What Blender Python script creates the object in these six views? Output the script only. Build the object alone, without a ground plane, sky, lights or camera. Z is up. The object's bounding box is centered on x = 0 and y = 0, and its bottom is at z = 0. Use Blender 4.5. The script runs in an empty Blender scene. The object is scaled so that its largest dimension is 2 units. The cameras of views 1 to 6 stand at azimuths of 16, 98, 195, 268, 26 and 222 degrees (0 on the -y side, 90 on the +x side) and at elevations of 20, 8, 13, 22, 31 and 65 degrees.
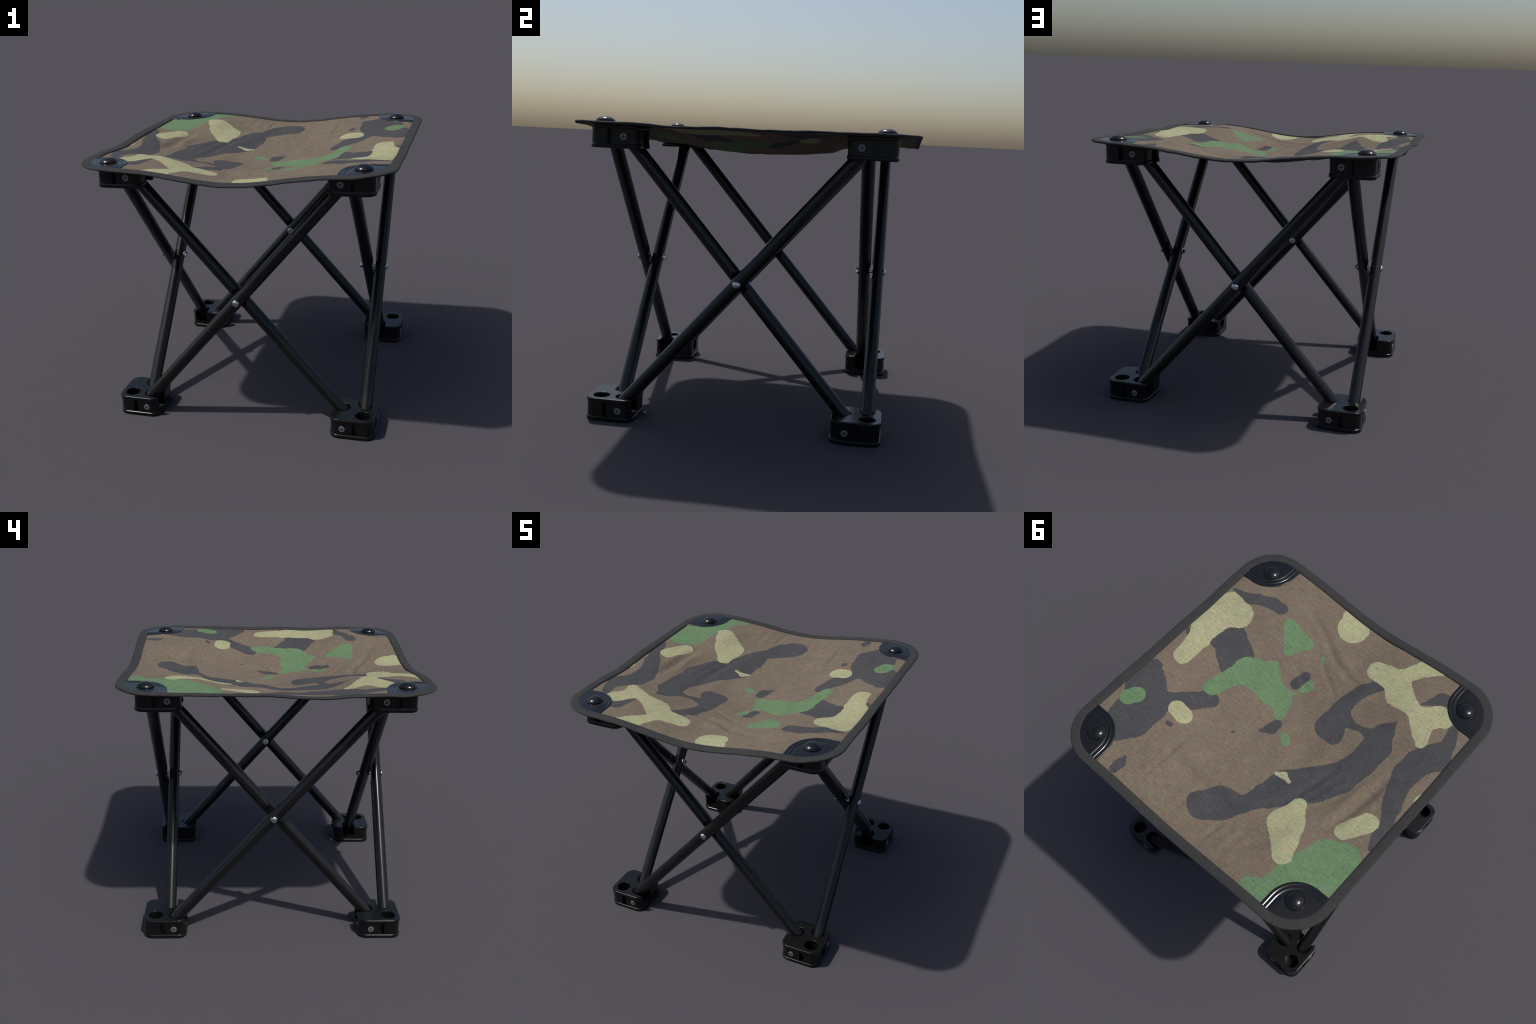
"""A small folding camp stool: a camouflage cloth seat with a bound edge hangs
from four corner brackets; four crossed pairs of black tubes join them to four
foot blocks.  Everything is built from profiles, sweeps and rules."""
import bpy, bmesh, math, random
import numpy as np
from mathutils import Matrix, Vector, noise

random.seed(7)

# ------------------------------------------------------------------ sizes (m)
HALF = 1.000            # seat outline: half side and corner radius
CORNER = 0.270
BAND = 0.063            # width of the edge binding
TUBE_R = 0.0400
OUT_Y, IN_Y = -0.794, -0.709     # the two tube planes of the front side
CROSS_Z, SLOPE = 0.870, 1.153    # crossing height, rise per metre of run
FOOT_SHIFT = [(0.003, -0.001), (0.008, -0.001), (0.009, -0.001), (0.010, 0.000)]   # feet stand slightly uneven
HUB_SHIFT = [(0.006, 0.0)] * 4
BLOCK_C = 0.732         # corner block centre (|x| and |y|)
BLOCK_H = 0.1345
HUB_TOP = 1.7485
RIVET = 0.805

# ------------------------------------------------------------------ helpers
root = bpy.data.objects.new("folding_stool", None)
bpy.context.scene.collection.objects.link(root)
root["label"] = "small folding camp stool with camouflage cloth seat and black tube legs"
root["category"] = "folding stool"


def link(name, data, parent, mat=None, matrix=None):
    ob = bpy.data.objects.new(name, data)
    bpy.context.scene.collection.objects.link(ob)
    if matrix is not None:
        ob.matrix_world = matrix
    ob.parent = parent
    # keep the given matrix as the world matrix under the parent
    world = matrix if matrix is not None else Matrix.Identity(4)
    ob.matrix_parent_inverse = Matrix.Identity(4)
    ob.matrix_basis = WORLD[parent.name].inverted() @ world
    WORLD[ob.name] = world.copy()
    if mat is not None and not data.materials:
        data.materials.append(mat)
    return ob


WORLD = {root.name: Matrix.Identity(4)}


def mesh_from(name, verts, faces, smooth=True):
    me = bpy.data.meshes.new(name)
    me.from_pydata([tuple(v) for v in verts], [], faces)
    bm = bmesh.new()
    bm.from_mesh(me)
    bmesh.ops.recalc_face_normals(bm, faces=bm.faces)
    bm.to_mesh(me)
    bm.free()
    if smooth:
        me.shade_smooth()
    return me


def sharp_by_angle(me, degrees):
    me.shade_smooth()
    bm = bmesh.new()
    bm.from_mesh(me)
    lim = math.radians(degrees)
    for e in bm.edges:
        if len(e.link_faces) == 2 and e.calc_face_angle(0) > lim:
            e.smooth = False
    bm.to_mesh(me)
    bm.free()


def sheet(top, bottom, closed_u=False):
    """Closed solid between two equal grids of points (u, v, 3)."""
    nu, nv = top.shape[:2]
    verts = np.concatenate([top.reshape(-1, 3), bottom.reshape(-1, 3)])
    k, faces = nu * nv, []
    last = nu if closed_u else nu - 1
    for i in range(last):
        i2 = (i + 1) % nu
        for j in range(nv - 1):
            a, b, c, d = i * nv + j, i2 * nv + j, i2 * nv + j + 1, i * nv + j + 1
            faces.append((a, b, c, d))
            faces.append((k + d, k + c, k + b, k + a))
        for j in (0, nv - 1):
            a, b = i * nv + j, i2 * nv + j
            faces.append((a, b, k + b, k + a))
    if not closed_u:
        for i in (0, nu - 1):
            for j in range(nv - 1):
                a, b = i * nv + j, i * nv + j + 1
                faces.append((a, b, k + b, k + a))
    return verts, faces


def lathe(profile, n=40):
    """Revolve (radius, height) pairs round z; ends are closed."""
    verts, faces = [], []
    for r, h in profile:
        for k in range(n):
            a = 2 * math.pi * k / n
            verts.append((r * math.cos(a), r * math.sin(a), h))
    for i in range(len(profile) - 1):
        for k in range(n):
            k2 = (k + 1) % n
            faces.append((i * n + k, i * n + k2, (i + 1) * n + k2, (i + 1) * n + k))
    faces.append(tuple(range(n))[::-1])
    faces.append(tuple((len(profile) - 1) * n + k for k in range(n)))
    return verts, faces


def stack(rings):
    """Loft equal rings of points and close both ends."""
    n = len(rings[0])
    verts = [p for r in rings for p in r]
    faces = []
    for i in range(len(rings) - 1):
        for k in range(n):
            k2 = (k + 1) % n
            faces.append((i * n + k, i * n + k2, (i + 1) * n + k2, (i + 1) * n + k))
    faces.append(tuple(range(n))[::-1])
    faces.append(tuple((len(rings) - 1) * n + k for k in range(n)))
    return verts, faces


def even_normals(me):
    """Weighted corner normals, so flat faces shade flat and chamfers shade round."""
    ob = bpy.data.objects.new("work", me)
    bpy.context.scene.collection.objects.link(ob)
    m = ob.modifiers.new("normals", "WEIGHTED_NORMAL")
    m.keep_sharp = True
    m.weight = 80
    bpy.context.view_layer.update()
    out = bpy.data.meshes.new_from_object(ob.evaluated_get(bpy.context.evaluated_depsgraph_get()))
    out.name = me.name
    bpy.data.objects.remove(ob)
    return out


def carve(me, cutters):
    """Subtract (verts, faces) solids from a mesh."""
    scene = bpy.context.scene.collection
    ob = bpy.data.objects.new("work", me)
    scene.objects.link(ob)
    helpers = []
    for v, f in cutters:
        c = bpy.data.objects.new("cutter", mesh_from("cutter", v, f, False))
        scene.objects.link(c)
        helpers.append(c)
        m = ob.modifiers.new("cut", "BOOLEAN")
        m.operation, m.object, m.solver = "DIFFERENCE", c, "EXACT"
    bpy.context.view_layer.update()
    graph = bpy.context.evaluated_depsgraph_get()
    out = bpy.data.meshes.new_from_object(ob.evaluated_get(graph))
    out.name = me.name
    for o in [ob] + helpers:
        bpy.data.objects.remove(o)
    return out


# ------------------------------------------------------------------ materials
def new_material(name):
    m = bpy.data.materials.new(name)
    m.use_nodes = True
    nt = m.node_tree
    return m, nt, nt.nodes, nt.nodes["Principled BSDF"]


def plain(name, colour, rough, metallic=0.0, bevel=0.0, grain=0.0, scale=60.0, spec=0.5):
    m, nt, N, P = new_material(name)
    P.inputs["Metallic"].default_value = metallic
    P.inputs["Specular IOR Level"].default_value = spec
    tex = N.new("ShaderNodeTexNoise")
    tex.inputs["Scale"].default_value = scale
    tex.inputs["Detail"].default_value = 4
    co = N.new("ShaderNodeTexCoord")
    nt.links.new(co.outputs["Object"], tex.inputs["Vector"])
    ramp = N.new("ShaderNodeMixRGB")
    ramp.inputs[1].default_value = (*[c * (1 - grain) for c in colour], 1)
    ramp.inputs[2].default_value = (*[c * (1 + grain) for c in colour], 1)
    nt.links.new(tex.outputs["Fac"], ramp.inputs[0])
    nt.links.new(ramp.outputs[0], P.inputs["Base Color"])
    mr = N.new("ShaderNodeMapRange")
    mr.inputs[3].default_value = rough - 0.04
    mr.inputs[4].default_value = rough + 0.04
    nt.links.new(tex.outputs["Fac"], mr.inputs[0])
    nt.links.new(mr.outputs[0], P.inputs["Roughness"])
    if bevel:
        b = N.new("ShaderNodeBevel")
        b.samples = 6
        b.inputs["Radius"].default_value = bevel
        nt.links.new(b.outputs[0], P.inputs["Normal"])
    return m


MAT_TUBE = plain("black_enamel", (0.0075, 0.0075, 0.0076), 0.21, grain=0.15, spec=0.42)
MAT_BLOCK = plain("black_plastic", (0.0068, 0.0068, 0.0068), 0.24, grain=0.04, scale=9.0, spec=0.33)
MAT_PLATE = plain("black_moulded_plastic", (0.0065, 0.0068, 0.0075), 0.25, grain=0.1, spec=0.45)
MAT_CAP = plain("black_glossy_plastic", (0.0060, 0.0060, 0.0065), 0.17, grain=0.1)
MAT_SCREW = plain("dull_steel", (0.21, 0.22, 0.23), 0.50, metallic=0.5, grain=0.2, scale=200)
MAT_BOLT = plain("bright_steel", (0.60, 0.62, 0.64), 0.12, metallic=1.0, grain=0.05)

# ---------------------------------------------------------------- seat surface
def bump1(t, c, s):
    return np.exp(-((t - c) / s) ** 2)


def edge_front(x):  return 1.757 - 0.078 * bump1(x, 0.02, 0.43)
def edge_back(x):   return 1.757 - 0.066 * bump1(x, 0.00, 0.43)
def edge_right(y):  return 1.755 - 0.010 * bump1(y, -0.33, 0.15) - 0.006 * bump1(y, 0.15, 0.20)
def edge_left(y):   return 1.758 - 0.018 * bump1(y, -0.24, 0.20)


def near_path(x, y, pts):
    """Distance to a polyline and how far along it (0..1) the nearest point is."""
    best = np.full(np.shape(x), 9.0)
    along = np.zeros(np.shape(x))
    n = len(pts) - 1
    for i in range(n):
        (ax, ay), (bx, by) = pts[i], pts[i + 1]
        dx, dy = bx - ax, by - ay
        h = np.clip(((x - ax) * dx + (y - ay) * dy) / (dx * dx + dy * dy), 0, 1)
        d = np.hypot(x - ax - h * dx, y - ay - h * dy)
        along = np.where(d < best, (i + h) / n, along)
        best = np.minimum(best, d)
    return best, along


# soft folds pulled into the cloth: path, depth, half width
FOLDS = [
    ([(0.46, -0.78), (0.22, -0.69), (0.06, -0.60), (-0.07, -0.56), (-0.17, -0.55)], 0.0075, 0.022),
    ([(0.24, -0.56), (0.11, -0.52), (-0.02, -0.45), (-0.09, -0.40)], 0.0035, 0.016),
    ([(0.25, -0.41), (0.04, -0.32)], 0.0035, 0.020),
    ([(0.39, 0.35), (0.388, 0.62), (0.395, 0.86)], 0.0045, 0.014),
    ([(-0.43, -0.02), (-0.384, 0.19), (-0.342, 0.36)], 0.0055, 0.020),
    ([(-0.53, 0.02), (-0.49, 0.18), (-0.45, 0.30)], -0.0035, 0.024),
    ([(-0.72, -0.14), (-0.695, 0.11), (-0.655, 0.34)], 0.0120, 0.030),
    ([(-0.63, -0.05), (-0.61, 0.20)], -0.0040, 0.022),
    ([(-0.85, -0.10), (-0.845, 0.10), (-0.80, 0.30)], -0.0020, 0.045),
    ([(-0.36, 0.49), (-0.10, 0.53), (0.20, 0.53), (0.52, 0.49)], -0.0120, 0.050),
    ([(-0.16, 0.68), (-0.138, 0.90)], 0.0045, 0.016),
    ([(-0.30, 0.62), (-0.29, 0.90)], 0.0030, 0.022),
    ([(0.91, -0.21), (0.79, -0.15)], 0.0030, 0.012),
    ([(-0.31, 0.81), (-0.41, 0.68)], 0.0030, 0.018),
    ([(0.10, 0.55), (0.12, 0.90)], 0.0025, 0.020),
    ([(0.62, -0.10), (0.60, 0.20)], 0.0020, 0.030),
    ([(-0.86, 0.72), (-0.93, 0.60)], 0.0030, 0.014),
]


# broad swells and hollows of the sagging cloth: x, y, height, spread
SWELLS = [(-0.04, -0.33, 0.016, 0.18), (-0.20, 0.50, 0.009, 0.12), (0.05, 0.50, 0.010, 0.12), (0.30, 0.50, 0.008, 0.12),
          (0.47, 0.30, 0.004, 0.10), (-0.41, -0.02, -0.013, 0.11), (-0.61, -0.42, -0.013, 0.10), (-0.42, -0.26, 0.008, 0.09),
          (-0.18, 0.00, -0.009, 0.09), (0.60, -0.08, -0.013, 0.16), (0.74, -0.23, -0.010, 0.12), (0.68, 0.17, -0.010, 0.11),
          (0.14, -0.74, -0.013, 0.14), (0.36, -0.73, -0.009, 0.10), (-0.05, -0.75, -0.009, 0.10), (0.10, -0.52, 0.006, 0.08),
          (-0.62, -0.03, -0.009, 0.10), (-0.22, -0.03, -0.005, 0.09), (0.42, 0.10, -0.010, 0.11), (0.42, -0.20, -0.006, 0.11),
          (0.24, 0.20, -0.005, 0.08), (0.84, 0.10, -0.006, 0.08), (-0.44, -0.75, -0.008, 0.08), (-0.20, -0.27, 0.006, 0.11),
          (-0.22, -0.52, 0.008, 0.09), (0.02, -0.60, 0.005, 0.06), (-0.80, 0.08, -0.008, 0.08), (-0.68, 0.00, -0.005, 0.08),
          (-0.27, 0.13, -0.008, 0.07), (-0.35, -0.14, -0.006, 0.07), (0.08, -0.07, -0.006, 0.07), (0.36, -0.13, -0.007, 0.08),
          (-0.10, -0.86, -0.008, 0.09)]


def seat_z(x, y, folds=True):
    x = np.asarray(x, float)
    y = np.asarray(y, float)
    u, v = (x + 1) / 2, (y + 1) / 2
    z = ((1 - v) * edge_front(x) + v * edge_back(x) + u * edge_right(y)
         + (1 - u) * edge_left(y) - 1.757)
    w = np.clip(1 - x * x, 0, 1) * np.clip(1 - y * y, 0, 1)
    r = np.sqrt(x * x + y * y + 0.02)
    z = z + w * (-0.0626 - 0.0438 * r + 0.0235 * x - 0.0097 * y - 0.0259 * x * x
                 + 0.0786 * y * y + 0.0013 * x * y - 0.1229 * x * x * y * y + 0.1049 * r ** 3)
    # the cloth is held up where it passes over the four brackets
    for cx, cy, lift in ((0.56, 0.56, 0.0262), (-0.56, 0.56, 0.0348), (-0.56, -0.56, 0.0288), (0.56, -0.56, 0.0200)):
        z = z + lift * np.exp(-((x - cx) ** 2 + (y - cy) ** 2) / 0.17 ** 2)
    if folds:
        for cx, cy, lift, spread in SWELLS:
            z = z + lift * np.exp(-((x - cx) ** 2 + (y - cy) ** 2) / spread ** 2)
        for path, depth, width in FOLDS:
            d, t = near_path(x, y, path)
            fade = np.sin(np.pi * np.clip(t, 0.04, 0.96)) ** 0.6
            z = z - 1.35 * depth * fade * (np.exp(-(d / width) ** 2) - 0.45 * np.exp(-((d - 1.9 * width) / width) ** 2))
        # loose ripples across the cloth, running mostly from front to back
        z = z + w * 0.0030 * (np.sin(23 * x + 2.1 * np.sin(3 * y + 1)) * np.sin(2.4 * y + 0.7)
                              + 0.6 * np.sin(37 * x - 9 * y + 1.5 * np.sin(4 * y)))
    return z


def outline(inset, n_side=40, n_arc=28):
    """Rounded square, anticlockwise, with per-point outward normals in plan."""
    h, r = HALF - inset, max(CORNER - inset, 0.01)
    pts, nor = [], []
    for k in range(4):
        c, s = math.cos(k * math.pi / 2), math.sin(k * math.pi / 2)
        loc = [((h, -h + r + (2 * h - 2 * r) * i / n_side), (1, 0)) for i in range(n_side)]
        for i in range(n_arc):
            a = math.pi / 2 * i / n_arc
            loc.append(((h - r + r * math.cos(a), h - r + r * math.sin(a)), (math.cos(a), math.sin(a))))
        for (x, y), (nx, ny) in loc:
            pts.append((x * c - y * s, x * s + y * c))
            nor.append((nx * c - ny * s, nx * s + ny * c))
    return np.array(pts), np.array(nor)


# --- cloth: concentric rings scaled from the outline, closed as a thin solid
def build_cloth():
    n = 220
    t = np.linspace(-1, 1, n)
    U, V = np.meshgrid(t, t, indexing="ij")
    h, r = HALF - 0.012, CORNER - 0.012
    s = np.maximum(np.abs(U), np.abs(V))
    # push the corners of the square grid in to the rounded outline
    k = np.minimum(np.abs(U), np.abs(V)) / np.maximum(s, 1e-6)
    a = np.arctan(k)
    c, d = np.cos(a), np.sin(a)
    # distance to the rounded square along each ray
    q = h - r
    ray = np.where(h * np.tan(a) <= q, h / c,
                   q * (c + d) + np.sqrt(np.maximum(r * r - (q * (c - d)) ** 2, 0)))
    square = 1 / c
    scale = ray / square * (s ** 0 )
    X, Y = U * scale, V * scale
    # blend: keep the middle square so the weave stays straight
    b = s ** 3
    X, Y = X * b + U * h * (1 - b), Y * b + V * h * (1 - b)
    Z = seat_z(X, Y)
    # the cloth tucks in a little below the tape along its inner edge
    edge = (1 - s) * h
    Z = Z - 0.0035 * np.exp(-((edge - 0.05) / 0.022) ** 2)
    top = np.stack([X, Y, Z], -1)
    bot = np.stack([X, Y, Z - 0.006], -1)
    return sheet(top, bot)


seat = link("seat", mesh_from("seat", *build_cloth()), root)


# --- edge binding: a flat pill section swept round the outline
def build_binding():
    half = 0.0068
    section = []                                  # (inset, height)
    for i in range(9):                            # rounded outer edge
        a = math.pi / 2 - math.pi * i / 8
        section.append((half * (1 - math.cos(a)), half * math.sin(a)))
    under = [(BAND * 0.5, -half * 0.98), (BAND - 0.004, -half), (BAND, -half + 0.003)]
    over = [(BAND, -0.0015), (BAND - 0.002, 0.0028), (BAND - 0.006, 0.0052), (BAND - 0.012, 0.0065),
            (BAND * 0.66, 0.0066), (BAND * 0.5, 0.0072), (BAND * 0.25, 0.0074)]
    section = section + under + over
    rows = []
    for inset, height in section:
        pts, _ = outline(inset)
        x, y = pts[:, 0], pts[:, 1]
        # the cloth middle plane, plus small puckers of the sewn tape
        px, py = outline(BAND * 0.5)[0].T
        ang = np.arctan2(py, px)
        z = seat_z(x, y, False) + 0.0002 + height
        z = z + 0.0013 * np.sin(31 * ang + 2 * np.sin(5 * ang)) * (1 - inset / BAND)
        z = z + 0.0007 * np.sin(67 * ang + 1.3) * (1 - inset / BAND)
        rows.append(np.stack([x, y, z], -1))
    ring = np.array(rows)                         # section x outline
    m, n = ring.shape[:2]
    verts = ring.reshape(-1, 3)
    faces = [(i * n + j, i * n + (j + 1) % n, ((i + 1) % m) * n + (j + 1) % n, ((i + 1) % m) * n + j)
             for i in range(m) for j in range(n)]
    return verts, faces


def binding_material():
    """Dark grey ribbed tape: fine ribs lie square to each side of the seat."""
    m, nt, N, P = new_material("grey_ribbed_tape")
    L = nt.links.new
    co = N.new("ShaderNodeTexCoord")
    sep = N.new("ShaderNodeSeparateXYZ")
    L(co.outputs["Object"], sep.inputs[0])
    ax, ay = N.new("ShaderNodeMath"), N.new("ShaderNodeMath")
    ax.operation = ay.operation = "ABSOLUTE"
    L(sep.outputs[0], ax.inputs[0])
    L(sep.outputs[1], ay.inputs[0])
    side = N.new("ShaderNodeMath")
    side.operation = "GREATER_THAN"
    L(ax.outputs[0], side.inputs[0])
    L(ay.outputs[0], side.inputs[1])
    tex = []
    for s in ((170, 22, 20), (22, 170, 20)):      # front/back, then left/right
        mp = N.new("ShaderNodeMapping")
        mp.inputs["Scale"].default_value = s
        L(co.outputs["Object"], mp.inputs[0])
        t = N.new("ShaderNodeTexNoise")
        t.inputs["Scale"].default_value = 1.0
        t.inputs["Detail"].default_value = 3
        L(mp.outputs[0], t.inputs["Vector"])
        tex.append(t)
    mix = N.new("ShaderNodeMix")
    L(side.outputs[0], mix.inputs[0])
    L(tex[0].outputs["Fac"], mix.inputs[2])
    L(tex[1].outputs["Fac"], mix.inputs[3])
    ramp = N.new("ShaderNodeValToRGB")
    ramp.color_ramp.elements[0].position = 0.25
    ramp.color_ramp.elements[1].position = 0.75
    ramp.color_ramp.elements[0].color = (0.0215, 0.0217, 0.0217, 1)
    ramp.color_ramp.elements[1].color = (0.0370, 0.0372, 0.0368, 1)
    L(mix.outputs[0], ramp.inputs[0])
    L(ramp.outputs[0], P.inputs["Base Color"])
    P.inputs["Roughness"].default_value = 0.85
    P.inputs["Specular IOR Level"].default_value = 0.3
    b = N.new("ShaderNodeBump")
    b.inputs["Strength"].default_value = 0.35
    b.inputs["Distance"].default_value = 0.004
    L(mix.outputs[0], b.inputs["Height"])
    L(b.outputs[0], P.inputs["Normal"])
    return m


link("edge_binding", mesh_from("edge_binding", *build_binding()), seat, binding_material())

# --- camouflage: each patch is one or more brush strokes of round blobs (x, y, radius)
TAN = [
    [(0.756, -0.422, 0.093), (0.872, -0.467, 0.066)],
    [(0.756, -0.422, 0.093), (0.858, -0.364, 0.120), (0.856, -0.203, 0.090), (0.826, -0.118, 0.071), (0.816, 0.050, 0.061)],
    [(0.574, 0.348, 0.058), (0.516, 0.357, 0.062)],
    [(-0.165, 0.237, 0.012), (-0.205, 0.213, 0.015), (-0.264, 0.238, 0.010), (-0.165, 0.237, 0.012)],
    [(-0.209, 0.229, 0.015)],
    [(-0.418, 0.328, 0.052), (-0.446, 0.469, 0.115), (-0.517, 0.564, 0.083), (-0.570, 0.646, 0.062)],
    [(-0.738, 0.294, 0.059), (-0.774, 0.228, 0.062), (-0.812, 0.163, 0.066)],
    [(0.137, -0.866, 0.109), (0.176, -0.925, 0.084)],
    [(-0.188, -0.714, 0.069), (-0.339, -0.717, 0.088), (-0.423, -0.641, 0.087), (-0.545, -0.605, 0.050), (-0.636, -0.587, 0.081), (-0.703, -0.664, 0.076), (-0.759, -0.657, 0.039)],
    [(-0.358, -0.788, 0.053), (-0.425, -0.898, 0.063), (-0.522, -0.938, 0.027)],
    [(-0.636, -0.587, 0.079), (-0.680, -0.517, 0.059), (-0.722, -0.465, 0.040)],
    [(-0.261, 0.645, 0.007)],
    [(-0.929, -0.118, 0.004), (-0.935, -0.153, 0.010), (-0.937, -0.194, 0.004)],
]
GREEN = [
    [(0.845, 0.502, 0.059), (0.819, 0.457, 0.059)],
    [(0.535, 0.084, 0.056), (0.486, -0.083, 0.064), (0.449, -0.167, 0.094), (0.348, -0.252, 0.081), (0.254, -0.171, 0.086), (0.160, -0.158, 0.076), (0.098, -0.085, 0.036)],
    [(0.348, -0.252, 0.081), (0.354, -0.314, 0.036)],
    [(0.449, -0.167, 0.094), (0.318, -0.182, 0.092), (0.233, -0.167, 0.086)],
    [(0.184, -0.191, 0.060), (0.121, -0.270, 0.007)],
    [(0.095, -0.355, 0.043), (0.109, -0.294, 0.015)],
    [(0.450, -0.587, 0.041), (0.347, -0.458, 0.037), (0.284, -0.576, 0.038), (0.450, -0.587, 0.041)],
    [(0.361, -0.537, 0.077)],
    [(0.145, -0.560, 0.015), (0.131, -0.544, 0.015)],
    [(-0.027, 0.011, 0.031), (-0.062, 0.042, 0.027)],
    [(-0.534, 0.906, 0.048), (-0.636, 0.868, 0.070), (-0.683, 0.738, 0.095), (-0.714, 0.620, 0.093), (-0.766, 0.479, 0.107), (-0.846, 0.438, 0.105), (-0.893, 0.551, 0.096)],
    [(-0.800, 0.871, 0.143), (-0.841, 0.657, 0.147)],
]
DARK = [
    [(0.893, 0.240, 0.061), (0.836, 0.354, 0.130), (0.711, 0.475, 0.128), (0.687, 0.606, 0.109), (0.729, 0.696, 0.093)],
    [(0.789, 0.629, 0.082), (0.801, 0.476, 0.100)],
    [(0.622, 0.333, 0.077), (0.481, 0.148, 0.057)],
    [(0.536, 0.467, 0.017), (0.515, 0.466, 0.018)],
    [(0.721, -0.205, 0.072), (0.690, -0.276, 0.097), (0.589, -0.196, 0.123), (0.546, -0.136, 0.096)],
    [(0.911, -0.546, 0.011), (0.794, -0.546, 0.045), (0.744, -0.581, 0.039), (0.645, -0.623, 0.045), (0.572, -0.630, 0.047)],
    [(0.932, -0.115, 0.016), (0.898, -0.094, 0.018)],
    [(0.552, 0.905, 0.030), (0.550, 0.859, 0.032), (0.555, 0.806, 0.011)],
    [(0.229, 0.211, 0.012)],
    [(0.113, 0.081, 0.014), (0.072, 0.027, 0.039), (0.067, -0.021, 0.036)],
    [(-0.273, -0.634, 0.044), (-0.206, -0.539, 0.047), (-0.179, -0.433, 0.051), (-0.179, -0.345, 0.062), (-0.205, -0.226, 0.098), (-0.266, -0.184, 0.058)],
    [(-0.200, -0.320, 0.078), (-0.318, -0.314, 0.024), (-0.397, -0.335, 0.018)],
    [(-0.521, -0.487, 0.006), (-0.504, -0.388, 0.061), (-0.525, -0.278, 0.096), (-0.520, -0.120, 0.092), (-0.475, 0.032, 0.115), (-0.386, 0.166, 0.131), (-0.281, 0.281, 0.131), (-0.224, 0.404, 0.093), (-0.169, 0.537, 0.058), (-0.058, 0.631, 0.115), (0.010, 0.702, 0.101)],
    [(-0.501, -0.391, 0.057), (-0.438, -0.328, 0.038), (-0.356, -0.324, 0.015)],
    [(0.010, 0.702, 0.101), (0.069, 0.706, 0.058)],
    [(-0.828, -0.643, 0.034), (-0.860, -0.543, 0.046), (-0.853, -0.439, 0.090), (-0.795, -0.348, 0.090), (-0.780, -0.247, 0.084), (-0.801, -0.136, 0.065), (-0.848, -0.014, 0.059), (-0.893, 0.082, 0.039), (-0.914, 0.203, 0.039), (-0.926, 0.277, 0.023)],
    [(-0.853, -0.439, 0.090), (-0.914, -0.414, 0.036)],
    [(-0.567, -0.663, 0.007), (-0.608, -0.722, 0.026), (-0.642, -0.775, 0.045), (-0.686, -0.795, 0.042)],
]
DARK_OVER = [
    [(0.165, -0.314, 0.038), (0.150, -0.397, 0.035)],
]


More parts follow.
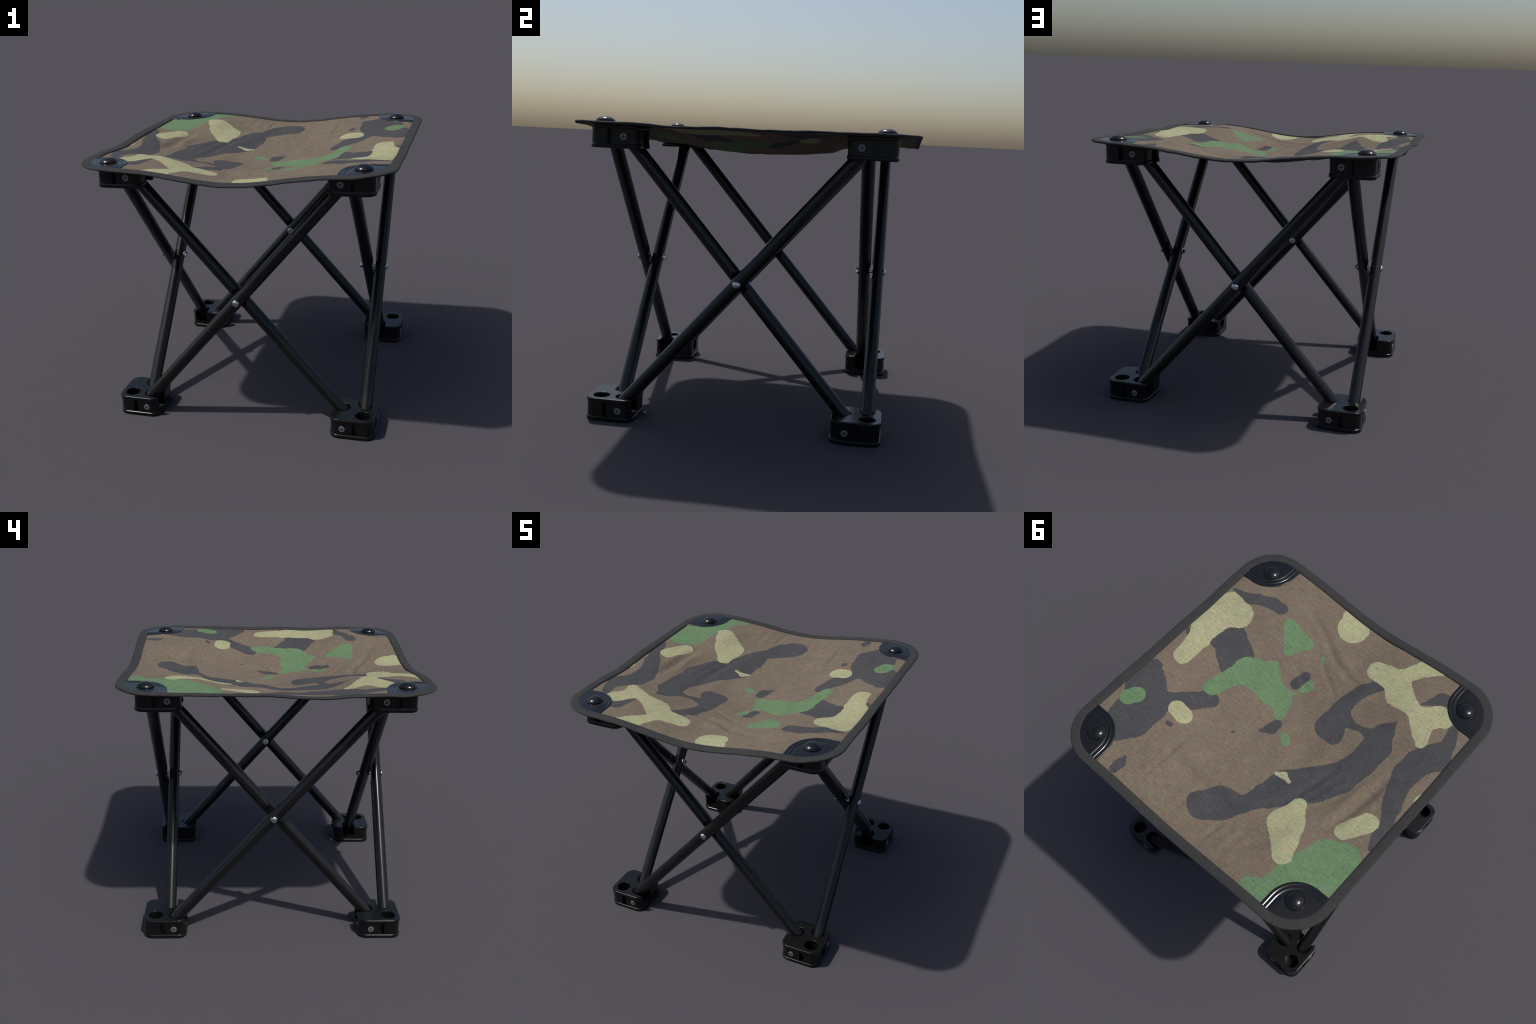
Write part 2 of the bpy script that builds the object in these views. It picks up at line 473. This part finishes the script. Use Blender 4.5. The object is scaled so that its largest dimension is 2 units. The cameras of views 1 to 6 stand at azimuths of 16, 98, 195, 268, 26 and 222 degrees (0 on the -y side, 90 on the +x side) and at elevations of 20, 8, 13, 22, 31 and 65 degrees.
def camo_material():
    m, nt, N, P = new_material("camouflage_cloth")
    L = nt.links.new

    def math_node(op, a, b=None, c=None):
        n = N.new("ShaderNodeMath")
        n.operation = op
        for i, v in enumerate((a, b, c)):
            if v is None:
                continue
            if isinstance(v, (int, float)):
                n.inputs[i].default_value = v
            else:
                L(v, n.inputs[i])
        return n.outputs[0]

    def vec(op, a, b=None, c=None):
        n = N.new("ShaderNodeVectorMath")
        n.operation = op
        for i, v in enumerate((a, b, c)):
            if v is None:
                continue
            if isinstance(v, tuple):
                n.inputs[i].default_value = v
            else:
                L(v, n.inputs[i])
        return n.outputs["Value" if op in ("LENGTH", "DOT_PRODUCT") else 0]

    co = N.new("ShaderNodeTexCoord").outputs["Object"]
    flat = vec("MULTIPLY", co, (1, 1, 0))
    # hand-printed wobble of the patch outlines
    wob = N.new("ShaderNodeTexNoise")
    wob.inputs["Scale"].default_value = 21
    wob.inputs["Detail"].default_value = 1
    L(flat, wob.inputs["Vector"])
    shift = vec("SUBTRACT", wob.outputs["Color"], (0.5, 0.5, 0.5))
    p = vec("MULTIPLY_ADD", shift, (0.015, 0.015, 0), flat)

    def piece(a, b):
        ax, ay, ra = a
        bx, by, rb = b
        dx, dy = bx - ax, by - ay
        q = dx * dx + dy * dy
        pa = vec("SUBTRACT", p, (ax, ay, 0))
        if q < 1e-8:
            return math_node("SUBTRACT", vec("LENGTH", pa), ra)
        # every node is made after the nodes it reads, which keeps evaluation compact
        dot = vec("DOT_PRODUCT", pa, (dx / q, dy / q, 0))
        h = N.new("ShaderNodeClamp")
        L(dot, h.inputs[0])
        h = h.outputs[0]
        s = N.new("ShaderNodeVectorMath")
        s.operation = "SCALE"
        s.inputs[0].default_value = (dx, dy, 0)
        L(h, s.inputs["Scale"])
        d = vec("LENGTH", vec("SUBTRACT", pa, s.outputs[0]))
        return math_node("SUBTRACT", d, math_node("MULTIPLY_ADD", h, rb - ra, ra))

    def mask(strokes):
        total = None
        for st in strokes:
            st = st if len(st) > 1 else st * 2
            for a, b in zip(st[:-1], st[1:]):
                d = piece(a, b)
                total = d if total is None else math_node("SMOOTH_MIN", total, d, 0.024)
        n = N.new("ShaderNodeMapRange")
        n.inputs[1].default_value, n.inputs[2].default_value = -0.0030, -0.0004
        n.inputs[3].default_value, n.inputs[4].default_value = 1, 0
        L(total, n.inputs[0])
        return n.outputs[0]

    colour = None
    brown, black = (0.148, 0.117, 0.0865, 1), (0.0555, 0.0555, 0.0580, 1)
    green, tan = (0.109, 0.179, 0.092, 1), (0.305, 0.300, 0.176, 1)
    for strokes, tint in ((DARK, black), (GREEN, green), (DARK_OVER, black), (TAN, tan)):
        k = mask(strokes)
        n = N.new("ShaderNodeMixRGB")
        n.inputs[2].default_value = tint
        L(k, n.inputs[0])
        if colour is None:
            n.inputs[1].default_value = brown
        else:
            L(colour, n.inputs[1])
        colour = n.outputs[0]

    # woven threads: long streaks along x, a fainter set across, and a fleck of dye
    def threads(scale, detail=2):
        mp = N.new("ShaderNodeMapping")
        mp.inputs["Scale"].default_value = scale
        L(co, mp.inputs[0])
        t = N.new("ShaderNodeTexNoise")
        t.inputs["Scale"].default_value = 1
        t.inputs["Detail"].default_value = detail
        L(mp.outputs[0], t.inputs["Vector"])
        return t

    warp, weft, grit, cloud = threads((15, 150, 0)), threads((120, 16, 0)), threads((70, 230, 0), 1), threads((5, 5, 0), 2)
    tone = math_node("MULTIPLY_ADD", warp.outputs["Fac"], 0.70, -0.13)
    tone = math_node("MULTIPLY_ADD", weft.outputs["Fac"], 0.36, tone)
    tone = math_node("MULTIPLY_ADD", grit.outputs["Fac"], 0.90, tone)
    tone = math_node("MULTIPLY_ADD", cloud.outputs["Fac"], 0.30, tone)
    hue = threads((22, 120, 0), 1)
    tint = vec("MULTIPLY_ADD", hue.outputs["Color"], (0.50, 0.50, 0.50), (0.75, 0.75, 0.75))
    g = N.new("ShaderNodeVectorMath")
    g.operation = "SCALE"
    L(tint, g.inputs[0])
    L(tone, g.inputs["Scale"])
    final = vec("MULTIPLY", colour, g.outputs[0])
    L(final, P.inputs["Base Color"])
    P.inputs["Roughness"].default_value = 0.9
    P.inputs["Specular IOR Level"].default_value = 0.2
    b = N.new("ShaderNodeBump")
    b.inputs["Strength"].default_value = 0.25
    b.inputs["Distance"].default_value = 0.003
    L(math_node("ADD", warp.outputs["Fac"], weft.outputs["Fac"]), b.inputs["Height"])
    L(b.outputs[0], P.inputs["Normal"])
    return m


seat.data.materials.append(camo_material())


# ------------------------------------------------- corner plates and rivet caps
def build_plate():
    """Moulded reinforcing plate of the (+x, +y) corner with two grooves near its inner edge."""
    e0, rad, far = 0.667, 0.200, HALF - 0.034
    profile = [(0, -0.003), (0.0005, 0.0026), (0.003, 0.0046), (0.014, 0.0048), (0.018, 0.0040), (0.0215, 0.0016),
               (0.0245, 0.0016), (0.028, 0.0040), (0.031, 0.0049), (0.037, 0.0049), (0.041, 0.0040),
               (0.0455, 0.0014), (0.049, 0.0014), (0.0535, 0.0040), (0.057, 0.0049)]
    def bend(d, n=40):
        r = rad - d
        c = e0 + d + r
        pts = [(e0 + d, far - (far - c) * i / 10) for i in range(10)]
        pts += [(c - r * math.cos(a), c - r * math.sin(a)) for a in np.linspace(0, math.pi / 2, n)]
        pts += [(c + (far - c) * (i + 1) / 10, e0 + d) for i in range(10)]
        return np.array(pts)
    rows, heights = [bend(d) for d, _ in profile], [h for _, h in profile]
    # flat middle, lofted out to the corner arc hidden below the binding
    n = len(rows[0])
    inner = rows[-1]
    c, r = HALF - CORNER, CORNER - 0.034
    arc = []
    for i in range(n):
        a = math.pi / 2 * (1 - i / (n - 1))
        arc.append((c + r * math.cos(a), c + r * math.sin(a)))
    arc = np.array(arc)
    for f in (0.2, 0.4, 0.6, 0.8, 1.0):
        rows.append(inner * (1 - f) + arc * f)
        heights.append(0.0049 if f < 0.7 else 0.0040)
    top, bot = [], []
    for p, h in zip(rows, heights):
        z = seat_z(p[:, 0], p[:, 1], False)
        top.append(np.stack([p[:, 0], p[:, 1], z + h], -1))
        bot.append(np.stack([p[:, 0], p[:, 1], z - 0.0045], -1))
    return sheet(np.array(top), np.array(bot))


CAP = lathe([(0.0, -0.004), (0.050, -0.004), (0.056, 0.0005), (0.0572, 0.004), (0.0560, 0.0068),
             (0.0525, 0.0115), (0.0465, 0.0172), (0.0380, 0.0224), (0.0275, 0.0265), (0.0150, 0.0290),
             (0.0050, 0.0298), (0.0004, 0.0299)], 48)
cap_mesh = mesh_from("rivet_cap", *CAP)
cap_mesh.materials.append(MAT_CAP)
plate_v, plate_f = build_plate()
for k in range(4):
    turn = Matrix.Rotation(k * math.pi / 2, 4, "Z")
    # settle every plate on the cloth of its own corner
    moved = []
    for i, v in enumerate(plate_v):
        w = turn @ Vector(v)
        dz = float(seat_z(w.x, w.y, False)) - float(seat_z(v[0], v[1], False))
        moved.append((w.x, w.y, w.z + dz))
    plate = link("corner_plate", mesh_from("corner_plate", moved, plate_f), seat, MAT_PLATE)
    sharp_by_angle(plate.data, 50)
    c = turn @ Vector((RIVET, RIVET, 0))
    z = float(seat_z(c.x, c.y, False)) + 0.0046
    link("rivet_cap", cap_mesh, seat, None, Matrix.Translation((c.x, c.y, z)))


# --------------------------------------------------------------- corner blocks
def rounded(half, radius, z, n=10):
    pts = []
    for k in range(4):
        a0 = k * math.pi / 2
        cx, cy = [(1, 1), (-1, 1), (-1, -1), (1, -1)][k]
        for i in range(n):
            a = a0 + math.pi / 2 * i / (n - 1)
            pts.append((cx * (half - radius) + radius * math.cos(a), cy * (half - radius) + radius * math.sin(a), z))
    return pts


def slot_cutter(cx, cy, r, floor, direction):
    """A round-bottomed socket that runs out through one inner face."""
    rings = []
    zc = floor + r
    levels = [(zc - r * math.cos(a), r * math.sin(a)) for a in np.linspace(0.12, math.pi / 2, 9)] + [(BLOCK_H - 0.0042, r), (BLOCK_H - 0.0018, r + 0.0008), (BLOCK_H + 0.0002, r + 0.0034), (0.30, r + 0.0034)]
    for z, w in levels:
        ring = [(0.25, -w, z), (0.25, w, z)]
        for i in range(17):
            a = math.pi / 2 + math.pi * i / 16
            ring.append((w * math.cos(a), w * math.sin(a), z))
        out = []
        for x, y, zz in ring:
            if direction == "y":
                x, y = -y, x
            out.append((cx + x, cy + y, zz))
        rings.append(out)
    return stack(rings)


def round_cutter(cx, cy, r, z0, z1, n=32):
    rings = []
    for z, r in ((z0, r), (BLOCK_H - 0.0042, r), (BLOCK_H - 0.0018, r + 0.0008), (BLOCK_H + 0.0002, r + 0.0034), (z1, r + 0.0034)):
        rings.append([(cx + r * math.cos(2 * math.pi * i / n), cy + r * math.sin(2 * math.pi * i / n), z) for i in range(n)])
    return stack(rings)


def box_cutter(x0, x1, y0, y1, z0, z1):
    return stack([[(x0, y0, z), (x1, y0, z), (x1, y1, z), (x0, y1, z)] for z in (z0, z1)])


def build_block():
    """Foot block of the (-x, -y) corner about its own centre, standing on z = 0."""
    prof = [(0.1440, 0.0), (0.1461, 0.0009), (0.147, 0.0030), (0.147, 0.0180), (0.1464, 0.0203), (0.1450, 0.0217),
            (0.1428, 0.0224), (0.1418, 0.0240), (0.1418, 0.1055), (0.1424, 0.1090), (0.1440, 0.1118), (0.1455, 0.1140),
            (0.1458, 0.1160), (0.1458, 0.1282), (0.1453, 0.1308), (0.1439, 0.1330), (0.1417, 0.1342), (0.1390, BLOCK_H)]
    v, f = stack([rounded(h, 0.062 + h - 0.147, z) for h, z in prof])
    me = mesh_from("corner_block", v, f)
    me = carve(me, [
        round_cutter(-0.065, -0.065, 0.049, 0.028, 0.3),
        slot_cutter(0.072, OUT_Y + BLOCK_C, 0.049, 0.034, "x"),
        slot_cutter(IN_Y + BLOCK_C, 0.076, 0.049, 0.034, "y"),
        box_cutter(-0.034, -0.004, -0.2, -0.113, 0.0245, 0.1075),
        box_cutter(-0.2, -0.113, -0.034, -0.004, 0.0245, 0.1075),
    ])
    sharp_by_angle(me, 48)
    return even_normals(me)


def build_screw():
    """Low pan head with a cross recess, facing +z."""
    v, f = lathe([(0.0203, -0.004), (0.0203, 0.0016), (0.0195, 0.0026), (0.0150, 0.0030), (0.0080, 0.0032), (0.0004, 0.0033)], 36)
    me = mesh_from("screw_head", v, f)
    me = carve(me, [box_cutter(-0.0125, 0.0125, -0.0026, 0.0026, -0.0008, 0.02),
                    box_cutter(-0.0026, 0.0026, -0.0125, 0.0125, -0.0008, 0.02)])
    sharp_by_angle(me, 40)
    return me


block_mesh, screw_mesh = build_block(), build_screw()
block_mesh.materials.clear()
block_mesh.materials.append(MAT_BLOCK)
screw_mesh.materials.clear()
screw_mesh.materials.append(MAT_SCREW)

face_y = Matrix.Rotation(math.pi / 2, 4, "X")         # +z of the screw -> -y
face_x = Matrix.Rotation(-math.pi / 2, 4, "Y")        # +z of the screw -> -x
foot = Matrix.Translation((-BLOCK_C, -BLOCK_C, 0))
hub = Matrix.Translation((BLOCK_C, -BLOCK_C, HUB_TOP)) @ Matrix.Rotation(math.pi, 4, "Y")
for kind, base, shift in (("foot_block", foot, FOOT_SHIFT), ("seat_bracket", hub, HUB_SHIFT)):
    for k in range(4):
        corner = k if kind == "foot_block" else (k + 1) % 4
        place = Matrix.Translation((*shift[corner], 0)) @ Matrix.Rotation(k * math.pi / 2, 4, "Z") @ base
        ob = link(kind, block_mesh, root, None, place)
        for spot, facing in (((0.060, -0.1418, 0.066), face_y), ((-0.1418, 0.060, 0.066), face_x)):
            spin = Matrix.Rotation(random.choice((0.0, 0.05, 0.35, 0.6, 0.78)), 4, "Z")
            link("screw_head", screw_mesh, ob, None, place @ Matrix.Translation(spot) @ facing @ spin)


# ------------------------------------------------------------------ leg tubes
def build_tube(inner_side):
    """Tube along local z, slightly flattened where it meets its twin; flat side faces local +x."""
    run = 0.694
    length = run * math.hypot(1, SLOPE)
    stations = sorted(set(list(np.linspace(-length, length, 25)) + list(np.linspace(-0.16, 0.16, 33))))
    rings = []
    n = 40
    for s in stations:
        flat = TUBE_R - 0.0085 + max(0.0, abs(s) - 0.052) * 0.55
        ring = []
        for k in range(n):
            a = 2 * math.pi * k / n
            x, y = TUBE_R * math.cos(a), TUBE_R * math.sin(a)
            if x > flat:
                x = flat + (x - flat) * 0.06
                y *= 1.012
            ring.append((x, y, s))
        rings.append(ring)
    v, f = stack(rings)
    me = mesh_from("leg_tube", v, f)
    sharp_by_angle(me, 50)
    return me


tube_mesh = build_tube(True)
tube_mesh.materials.append(MAT_TUBE)

# steel fittings of the crossing: domed head outside, washer, nut and thread end inside
head_mesh = mesh_from("bolt_head", *lathe([(0.0225, -0.003), (0.0242, -0.001), (0.0242, 0.0025), (0.0225, 0.0070), (0.0185, 0.0112),
                                           (0.0125, 0.0142), (0.0060, 0.0157), (0.0004, 0.0160)], 40))
head_mesh.materials.append(MAT_BOLT)
shank_mesh = mesh_from("bolt_shank", *lathe([(0.0085, -0.165), (0.0095, -0.162), (0.0095, 0.0), (0.0085, 0.001)], 24))
shank_mesh.materials.append(MAT_BOLT)


def build_nut():
    v, f = lathe([(0.021, -0.001), (0.0235, 0.0), (0.0235, 0.004), (0.0215, 0.0052), (0.013, 0.0054)], 32)
    hexv, hexf = stack([[(r * math.cos(math.pi / 3 * i), r * math.sin(math.pi / 3 * i), z) for i in range(6)]
                        for r, z in ((0.0170, 0.005), (0.0180, 0.007), (0.0180, 0.0180), (0.0155, 0.0205))])
    v = list(v) + list(hexv)
    off = len(v) - len(hexv)
    f = list(f) + [tuple(i + off for i in q) for q in hexf]
    me = mesh_from("lock_nut", v, f)
    sharp_by_angle(me, 30)
    return me


nut_mesh = build_nut()
nut_mesh.materials.append(MAT_BOLT)

lean = math.atan2(1, SLOPE)                 # lean of the tubes from upright
SIDE_SHIFT = [(-0.006, 0.002), (0.008, 0.004), (-0.006, -0.003), (0.009, 0.003)]   # slack of each crossed pair
for k in range(4):
    turn = Matrix.Translation((*SIDE_SHIFT[k], 0)) @ Matrix.Rotation(k * math.pi / 2, 4, "Z")
    # outer tube leans to +x, its flat faces inward (+y); the inner one leans back, flat outward (-y)
    outer = turn @ Matrix.Translation((0, OUT_Y, CROSS_Z)) @ Matrix.Rotation(lean, 4, "Y") @ Matrix.Rotation(math.pi / 2, 4, "Z")
    inner = turn @ Matrix.Translation((0, IN_Y, CROSS_Z)) @ Matrix.Rotation(-lean, 4, "Y") @ Matrix.Rotation(-math.pi / 2, 4, "Z")
    a = link("leg_tube", tube_mesh, root, None, outer)
    b = link("leg_tube", tube_mesh, root, None, inner)
    head = turn @ Matrix.Translation((0, OUT_Y - TUBE_R + 0.001, CROSS_Z)) @ face_y
    link("bolt_head", head_mesh, a, None, head)
    link("bolt_shank", shank_mesh, a, None, head)
    nut = turn @ Matrix.Translation((0, IN_Y + TUBE_R - 0.001, CROSS_Z)) @ face_y.inverted() @ Matrix.Rotation(0.3 + 0.7 * k, 4, "Z")
    link("lock_nut", nut_mesh, b, None, nut)
